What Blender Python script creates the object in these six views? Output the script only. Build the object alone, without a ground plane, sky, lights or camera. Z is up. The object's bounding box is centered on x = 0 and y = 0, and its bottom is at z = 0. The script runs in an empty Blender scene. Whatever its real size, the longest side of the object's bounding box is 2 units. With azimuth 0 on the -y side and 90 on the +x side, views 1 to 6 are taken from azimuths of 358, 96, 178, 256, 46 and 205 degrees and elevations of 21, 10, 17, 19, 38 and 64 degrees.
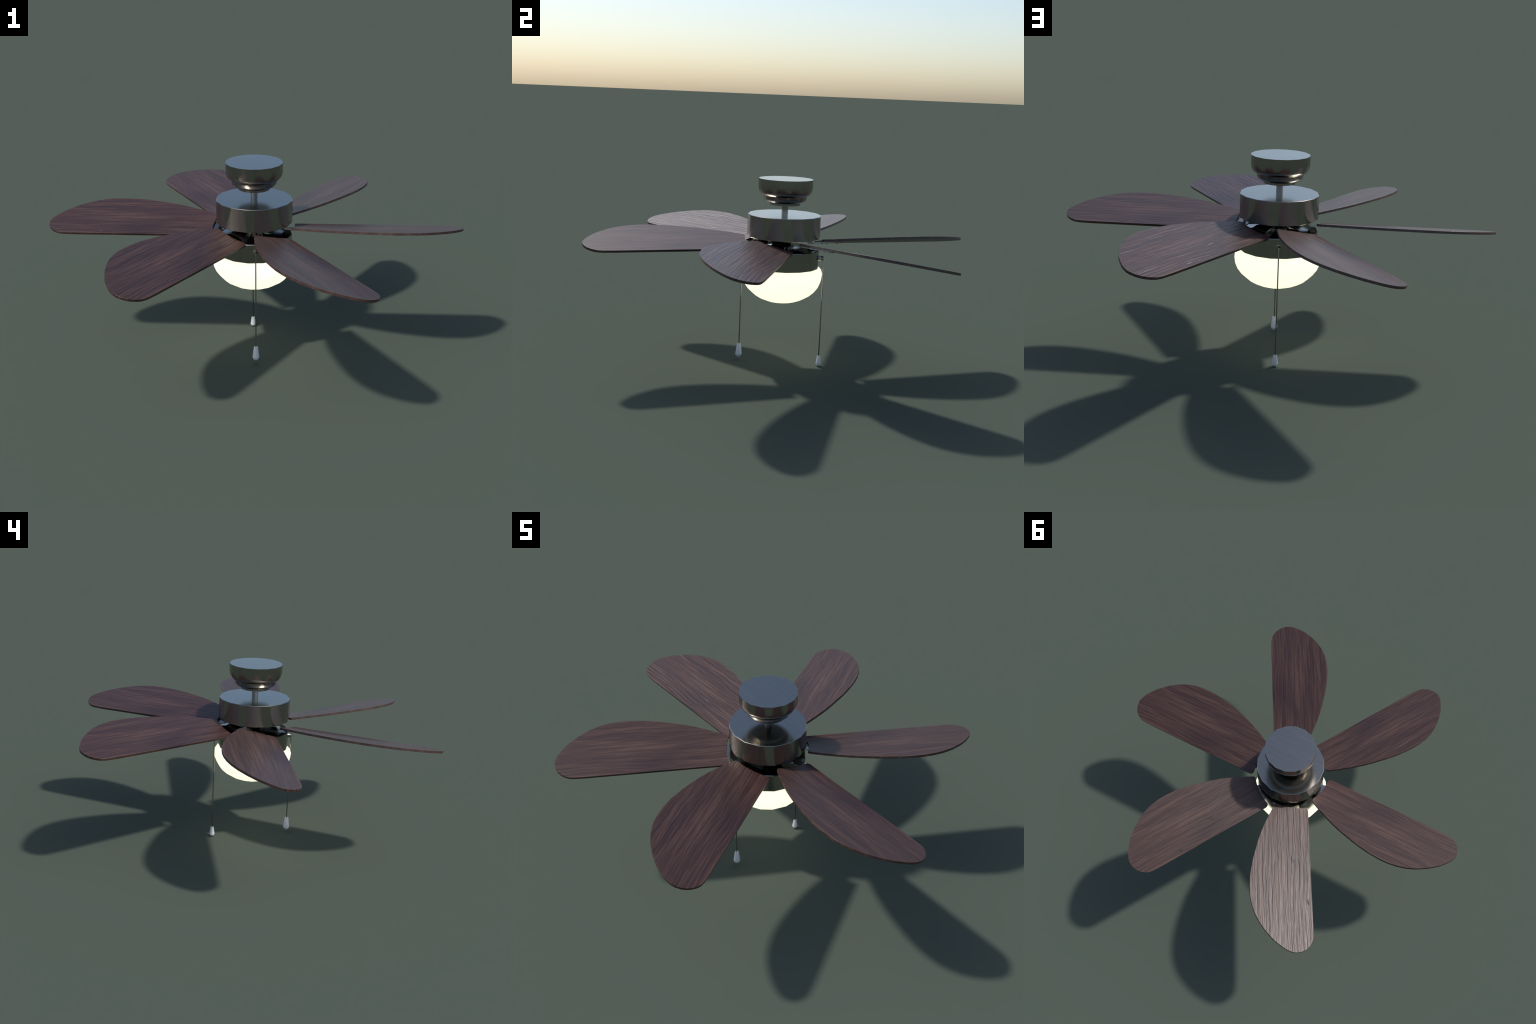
"""Six-bladed dark-wood ceiling fan with brushed-nickel body, lamp bowl and two pull chains."""
import bpy, bmesh, math
from mathutils import Vector

SIDES = 16                       # the turned metal parts are sixteen-sided
PHASE = math.pi / SIDES          # first corner half a step off the x axis

# ------------------------------------------------------------------ node helpers
class Nodes:
    def __init__(self, name):
        self.mat = bpy.data.materials.new(name)
        self.mat.use_nodes = True
        self.t = self.mat.node_tree
        self.bsdf = self.t.nodes["Principled BSDF"]

    def new(self, kind, **props):
        n = self.t.nodes.new(kind)
        for k, v in props.items():
            setattr(n, k, v)
        return n

    def link(self, a, b):
        self.t.links.new(a, b)

    def put(self, socket, value):
        if isinstance(value, (int, float, tuple, list)):
            socket.default_value = value
        else:
            self.link(value, socket)

    def math(self, op, a, b=0.0, c=None, clamp=False):
        n = self.new("ShaderNodeMath", operation=op, use_clamp=clamp)
        self.put(n.inputs[0], a)
        self.put(n.inputs[1], b)
        if c is not None:
            self.put(n.inputs[2], c)
        return n.outputs[0]

    def noise(self, vec, scale=1.0, detail=4.0, rough=0.55, distortion=0.0):
        n = self.new("ShaderNodeTexNoise")
        self.link(vec, n.inputs["Vector"])
        n.inputs["Scale"].default_value = scale
        n.inputs["Detail"].default_value = detail
        n.inputs["Roughness"].default_value = rough
        n.inputs["Distortion"].default_value = distortion
        return n.outputs["Fac"]

    def combine(self, x, y, z):
        n = self.new("ShaderNodeCombineXYZ")
        for s, v in zip(n.inputs, (x, y, z)):
            self.put(s, v)
        return n.outputs[0]

    def ramp(self, fac, stops, interp="LINEAR"):
        n = self.new("ShaderNodeValToRGB")
        n.color_ramp.interpolation = interp
        el = n.color_ramp.elements
        while len(el) < len(stops):
            el.new(0.5)
        for e, (p, c) in zip(el, stops):
            e.position = p
            e.color = (*c, 1.0)
        self.link(fac, n.inputs[0])
        return n.outputs[0]

    def mix(self, fac, a, b, blend="MIX"):
        n = self.new("ShaderNodeMix", data_type="RGBA", blend_type=blend)
        self.put(n.inputs[0], fac)
        self.put(n.inputs[6], a)
        self.put(n.inputs[7], b)
        return n.outputs[2]

    def object_xyz(self):
        tc = self.new("ShaderNodeTexCoord")
        sp = self.new("ShaderNodeSeparateXYZ")
        self.link(tc.outputs["Object"], sp.inputs[0])
        return tc.outputs["Object"], sp.outputs[0], sp.outputs[1], sp.outputs[2]


# ------------------------------------------------------------------ materials
def make_wood():
    """Walnut: grain runs along local x, dark heart patches, fine pores in relief."""
    m = Nodes("walnut_veneer")
    vec, x, y, z = m.object_xyz()
    # slow waviness of the grain lines
    warp = m.noise(m.combine(m.math("MULTIPLY", x, 2.4), m.math("MULTIPLY", y, 5.0), 0.6), 1.0, 1.0)
    warp2 = m.noise(m.combine(m.math("MULTIPLY", x, 9.0), m.math("MULTIPLY", y, 18.0), 3.7), 1.0, 2.0)
    yw = m.math("ADD", y, m.math("MULTIPLY", m.math("SUBTRACT", warp, 0.5), 0.034))
    yw = m.math("ADD", yw, m.math("MULTIPLY", m.math("SUBTRACT", warp2, 0.5), 0.010))

    def grain(kx, ky, seed, detail=3.0, rough=0.5):
        return m.noise(m.combine(m.math("MULTIPLY", x, kx), m.math("MULTIPLY", yw, ky), seed),
                       1.0, detail, rough)

    broad = grain(2.6, 22.0, 1.3, 2.0)
    band = grain(3.4, 78.0, 5.1, 2.0, 0.5)
    fine = grain(6.5, 230.0, 9.4, 2.0, 0.6)
    pore = grain(14.0, 520.0, 2.2, 2.0, 0.6)

    def patch(cx, cy, rx, ry):
        dx = m.math("DIVIDE", m.math("SUBTRACT", x, cx), rx)
        dy = m.math("DIVIDE", m.math("SUBTRACT", yw, cy), ry)
        d2 = m.math("ADD", m.math("MULTIPLY", dx, dx), m.math("MULTIPLY", dy, dy))
        return m.math("EXPONENT", m.math("MULTIPLY", d2, -1.0), 0.0)

    heart = m.math("ADD", patch(0.60, 0.035, 0.17, 0.035), patch(0.74, -0.150, 0.12, 0.028))
    heart = m.math("ADD", heart, m.math("MULTIPLY", patch(0.46, -0.005, 0.05, 0.016), 0.7))

    v = m.math("MULTIPLY", broad, 0.30)
    v = m.math("ADD", v, m.math("MULTIPLY", band, 0.31))
    v = m.math("ADD", v, m.math("MULTIPLY", fine, 0.39))
    v = m.math("SUBTRACT", v, m.math("MULTIPLY", heart, 0.055))
    col = m.ramp(v, [(0.34, (0.0260, 0.0120, 0.0112)),
                     (0.43, (0.0415, 0.0188, 0.0158)),
                     (0.50, (0.0570, 0.0268, 0.0206)),
                     (0.56, (0.0740, 0.0370, 0.0272)),
                     (0.66, (0.1100, 0.0600, 0.0440))])
    dark_pore = m.ramp(pore, [(0.36, (0.74, 0.74, 0.76)), (0.50, (1, 1, 1))])
    col = m.mix(1.0, col, dark_pore, "MULTIPLY")
    m.link(col, m.bsdf.inputs["Base Color"])
    rgh = m.math("ADD", 0.325, m.math("MULTIPLY", band, 0.14))
    m.link(rgh, m.bsdf.inputs["Roughness"])
    m.bsdf.inputs["Specular IOR Level"].default_value = 0.5
    h = m.math("ADD", m.math("MULTIPLY", fine, 0.35), m.math("MULTIPLY", band, 1.0))
    # two small knots: raised lip beside a pit
    for cx, cy, size in ((0.505, -0.012, 1.0), (0.735, 0.072, 0.6)):
        h = m.math("ADD", h, m.math("MULTIPLY", patch(cx, cy, 0.022 * size, 0.0045 * size), 0.35))
        h = m.math("SUBTRACT", h, m.math("MULTIPLY", patch(cx + 0.004, cy + 0.006 * size, 0.018 * size, 0.0035 * size), 0.36))
    bump = m.new("ShaderNodeBump")
    bump.inputs["Strength"].default_value = 0.75
    bump.inputs["Distance"].default_value = 0.0034
    m.link(h, bump.inputs["Height"])
    m.link(bump.outputs[0], m.bsdf.inputs["Normal"])
    return m.mat


def make_nickel(name, colour, rough, brushed=True):
    m = Nodes(name)
    b = m.bsdf
    b.inputs["Metallic"].default_value = 1.0
    if brushed:
        vec, x, y, z = m.object_xyz()
        a = m.math("ADD", m.math("MULTIPLY", x, 0.14), m.math("MULTIPLY", y, 0.99))
        c = m.math("ADD", m.math("MULTIPLY", x, 0.99), m.math("MULTIPLY", y, -0.14))
        s = m.noise(m.combine(m.math("MULTIPLY", a, 260.0), m.math("MULTIPLY", c, 5.0),
                              m.math("MULTIPLY", z, 12.0)), 1.0, 3.0, 0.6)
        dark = tuple(k * 0.93 for k in colour)
        light = tuple(k * 1.07 for k in colour)
        m.link(m.ramp(s, [(0.3, dark), (0.7, light)]), b.inputs["Base Color"])
        m.link(m.math("ADD", rough - 0.03, m.math("MULTIPLY", s, 0.06)), b.inputs["Roughness"])
    else:
        b.inputs["Base Color"].default_value = (*colour, 1)
        b.inputs["Roughness"].default_value = rough
    return m.mat


def make_glass_lit():
    """Opal glass of the lamp, switched on."""
    m = Nodes("lit_opal_glass")
    b = m.bsdf
    b.inputs["Base Color"].default_value = (0.80, 0.79, 0.74, 1)
    b.inputs["Roughness"].default_value = 0.28
    b.inputs["Emission Color"].default_value = (1.0, 0.97, 0.70, 1)
    b.inputs["Emission Strength"].default_value = 1.06
    return m.mat


def make_porcelain():
    m = Nodes("white_porcelain")
    vec, x, y, z = m.object_xyz()
    s = m.noise(vec, 60.0, 2.0)
    m.link(m.ramp(s, [(0.3, (0.60, 0.60, 0.60)), (0.7, (0.66, 0.66, 0.655))]),
           m.bsdf.inputs["Base Color"])
    m.bsdf.inputs["Roughness"].default_value = 0.4
    return m.mat


WOOD = make_wood()
NICKEL = make_nickel("brushed_nickel", (0.315, 0.298, 0.264), 0.19)
CHAIN_METAL = make_nickel("chain_nickel", (0.335, 0.310, 0.280), 0.18, brushed=False)
GLASS = make_glass_lit()
PORCELAIN = make_porcelain()

# ------------------------------------------------------------------ mesh helpers
def to_object(bm, name, mat, parent, smooth=35.0, weld=True):
    if weld:
        bmesh.ops.remove_doubles(bm, verts=bm.verts, dist=1e-6)
    bmesh.ops.recalc_face_normals(bm, faces=bm.faces)
    lim = math.radians(smooth)
    for f in bm.faces:
        f.smooth = True
    for e in bm.edges:
        if len(e.link_faces) == 2 and e.calc_face_angle(0.0) > lim:
            e.smooth = False
    me = bpy.data.meshes.new(name)
    bm.to_mesh(me)
    bm.free()
    me.materials.append(mat)
    return place(me, name, parent)


def place(mesh, name, parent):
    ob = bpy.data.objects.new(name, mesh)
    bpy.context.scene.collection.objects.link(ob)
    ob.parent = parent
    return ob


def lathe(bm, profile, sides=SIDES, phase=PHASE, axis="z", origin=(0, 0, 0)):
    """Turn (radius, height) points about an axis; a zero radius closes the surface."""
    o = Vector(origin)
    rings = []
    for r, h in profile:
        ring = []
        count = 1 if r < 1e-7 else sides
        for i in range(count):
            a = phase + 2 * math.pi * i / sides
            c, s = r * math.cos(a), r * math.sin(a)
            p = Vector((c, s, h)) if axis == "z" else Vector((c, h, s))
            ring.append(bm.verts.new(o + p))
        rings.append(ring)
    for a, b in zip(rings, rings[1:]):
        for i in range(sides):
            j = (i + 1) % sides
            vs = [a[i % len(a)], a[j % len(a)], b[j % len(b)], b[i % len(b)]]
            uniq = []
            for v in vs:
                if v not in uniq:
                    uniq.append(v)
            if len(uniq) > 2:
                bm.faces.new(uniq)


def turned(name, profile, mat, parent, smooth=35.0, **kw):
    bm = bmesh.new()
    lathe(bm, profile, **kw)
    return to_object(bm, name, mat, parent, smooth)


# ------------------------------------------------------------------ the fan
fan = bpy.data.objects.new("ceiling_fan", None)
bpy.context.scene.collection.objects.link(fan)
fan["label"] = "six-bladed dark wood ceiling fan with nickel body and lit bowl lamp"
fan["category"] = "ceiling fan"

# canopy that sits against the ceiling: straight collar, two rounded steps, bottom cap
turned("canopy", [(0, .9565), (.1374, .9565), (.1374, .928), (.1372, .915), (.1350, .900),
                  (.1298, .8885), (.1215, .8780), (.1108, .8714),
                  (.1095, .8670), (.1060, .8534), (.1000, .8455), (.0902, .8405), (.0775, .8372),
                  (.0767, .8362), (.0767, .8262), (0, .8262)], NICKEL, fan, smooth=38)

turned("downrod", [(0, .829), (.0162, .829), (.0162, .580), (0, .580)], NICKEL, fan)

turned("motor_housing", [(0, .7772), (.1828, .7772), (.1852, .7750),
                         (.1852, .6664), (.1840, .6650), (0, .6650)],
       NICKEL, fan, smooth=30)

# hub the blade brackets run into
turned("blade_hub", [(0, .6655), (.078, .6655), (.066, .655), (.050, .640), (.042, .626), (.040, .612), (0, .612)], NICKEL, fan, smooth=50)

# low-domed cup above the lamp
turned("lamp_housing", [(0, .6130), (.060, .6127), (.100, .6118), (.140, .6098), (.165, .6075),
                        (.1815, .6055), (.1842, .6030), (.1842, .5057), (.150, .5057), (0, .5057)],
       NICKEL, fan, smooth=30)

# opal bowl, slightly wider than the cup
bowl = [(.168, .516), (.186, .512), (.199, .498)]
for k in range(0, 9):
    a = k * math.pi / 16
    bowl.append((.206 * math.cos(a) if k < 8 else 0.0, .475 - .152 * math.sin(a)))
turned("lamp_bowl", [(0, .516)] + bowl, GLASS, fan, smooth=50)

# ------------------------------------------------------------------ blades
BLADE_TILT = -0.2205
BLADE_HEIGHT = 0.6404
FIRST_ANGLE = math.radians(-64.5)
THICK = 0.0112

# outline of one blade: x runs outwards, y across; straight trailing edge, bellied leading edge
TRAILING = [(.2060, .0875), (.2150, .0895), (.35, .0880), (.60, .0872), (.86, .0862)]
TIP = [(.915, .0840), (.9400, .0790), (.9580, .0690), (.9740, .0550), (.9860, .0400), (.9960, .0170),
       (1.0000, -.0080), (.9985, -.0260), (.9925, -.0430), (.9835, -.0620), (.9700, -.0820),
       (.9570, -.1000), (.9400, -.1210)]
BELLY = [(.9000, -.1580), (.8500, -.1940), (.8000, -.2190), (.7500, -.2345), (.7000, -.2420), (.6500, -.2435),
         (.6000, -.2395), (.5500, -.2320), (.5000, -.2215), (.4000, -.1930), (.3500, -.1755), (.3000, -.1545),
         (.2500, -.1310), (.2050, -.1075)]
ROOT = [(.1900, -.1000), (.1810, -.0930), (.1785, -.0860), (.1800, -.0790), (.1900, -.0500), (.1965, -.0150),
        (.1995, .0200), (.1985, .0550), (.1960, .0740), (.1980, .0815)]
OUTLINE = [(x * 1.004, y * 1.004) for x, y in TRAILING + TIP + BELLY + ROOT]


def slab(outline, z_top, z_bottom, name, mat, bevel):
    """Flat board cut to an outline, its rim slightly rounded over."""
    bm = bmesh.new()
    top = [bm.verts.new((x, y, z_top)) for x, y in outline]
    low = [bm.verts.new((x, y, z_bottom)) for x, y in outline]
    n = len(outline)
    ft = bm.faces.new(top)
    fl = bm.faces.new(list(reversed(low)))
    for i in range(n):
        j = (i + 1) % n
        bm.faces.new((top[i], low[i], low[j], top[j]))
    bmesh.ops.recalc_face_normals(bm, faces=bm.faces)
    rim = list(ft.edges) + list(fl.edges)
    bmesh.ops.bevel(bm, geom=rim, offset=bevel, segments=1, affect="EDGES", profile=0.5)
    bmesh.ops.triangulate(bm, faces=[f for f in bm.faces if len(f.verts) > 4])
    for f in bm.faces:
        f.smooth = True
    for e in bm.edges:
        if len(e.link_faces) == 2 and e.calc_face_angle(0.0) > math.radians(30):
            e.smooth = False
    me = bpy.data.meshes.new(name)
    bm.to_mesh(me)
    bm.free()
    me.materials.append(mat)
    return me


blade_mesh = slab(OUTLINE, 0.0, -THICK, "blade", WOOD, 0.0004)

# bracket: raised arm from the hub, stepping down to a paddle screwed under the blade;
# stations run outwards as (distance, half width, top, bottom)
UNDER = -THICK - .0004
STATIONS = [(.030, .016, -.0015, -.0055), (.090, .023, -.0015, -.0055), (.138, .031, -.0015, -.0055),
            (.150, .0335, UNDER + .004, UNDER - .0040), (.156, .035, UNDER, UNDER - .0042), (.185, .043, UNDER, UNDER - .0042),
            (.215, .050, UNDER, UNDER - .0042), (.255, .044, UNDER, UNDER - .0042),
            (.295, .028, UNDER, UNDER - .0042), (.315, .012, UNDER, UNDER - .0038)]
bm = bmesh.new()
loops = [[bm.verts.new(p) for p in ((u, -w, t), (u, w, t), (u, w, b), (u, -w, b))] for u, w, t, b in STATIONS]
for p, q in zip(loops, loops[1:]):
    for i in range(4):
        j = (i + 1) % 4
        bm.faces.new((p[i], p[j], q[j], q[i]))
bm.faces.new(loops[0])
bm.faces.new(loops[-1])
bmesh.ops.recalc_face_normals(bm, faces=bm.faces)
for f in bm.faces:
    f.smooth = False
bracket_mesh = bpy.data.meshes.new("blade_bracket")
bm.to_mesh(bracket_mesh)
bm.free()
bracket_mesh.materials.append(NICKEL)

bm = bmesh.new()
lathe(bm, [(0, -.0042), (.0030, -.0038), (.0056, -.0020), (.0064, 0), (.0064, .001), (0, .001)], sides=12, phase=0)
bmesh.ops.recalc_face_normals(bm, faces=bm.faces)
for f in bm.faces:
    f.smooth = True
screw_mesh = bpy.data.meshes.new("screw")
bm.to_mesh(screw_mesh)
bm.free()
screw_mesh.materials.append(CHAIN_METAL)
SCREWS = [(.293, 0.0), (.245, .027), (.200, -.024)]

for k in range(6):
    blade = place(blade_mesh, "blade", fan)
    blade.location = (0, 0, BLADE_HEIGHT)
    blade.rotation_euler = (BLADE_TILT, 0, FIRST_ANGLE + k * math.pi / 3)
    place(bracket_mesh, "blade_bracket", blade)
    for sx, sy in SCREWS:
        s = place(screw_mesh, "screw", blade)
        s.location = (sx, sy, -THICK - .0044)

# ------------------------------------------------------------------ pull chains
def pull_chain(side, knob_bottom, knob_height, knob_radius):
    y_out = side * 0.2088
    chain = turned("pull_chain", [(0, .571), (.0023, .571), (.0030, .569), (.0030, knob_bottom + knob_height - .004),
                                  (0, knob_bottom + knob_height - .004)],
                   CHAIN_METAL, fan, sides=8, phase=math.pi / 8, origin=(0, y_out, 0))
    turned("chain_holder", [(0, side * .170), (.0150, side * .170), (.0150, side * .1865), (.0117, side * .1870),
                            (.0117, side * .2040), (.0105, side * .2068), (0, side * .2072)],
           CHAIN_METAL, chain, sides=12, phase=0, axis="y", origin=(0, 0, .5635), smooth=30)
    h, r = knob_height, knob_radius
    turned("pull_knob", [(0, h * .965), (r * .42, h * .965), (r * .52, h), (r * .60, h * .97),
                         (r * .985, h * .255), (r, h * .20), (r * .94, h * .145), (r * .62, h * .02), (r * .45, 0), (0, 0)],
           PORCELAIN, chain, sides=10, phase=0, origin=(0, y_out, knob_bottom), smooth=50)


pull_chain(-1, .0170, .0715, .0170)
pull_chain(+1, .0000, .0535, .0142)
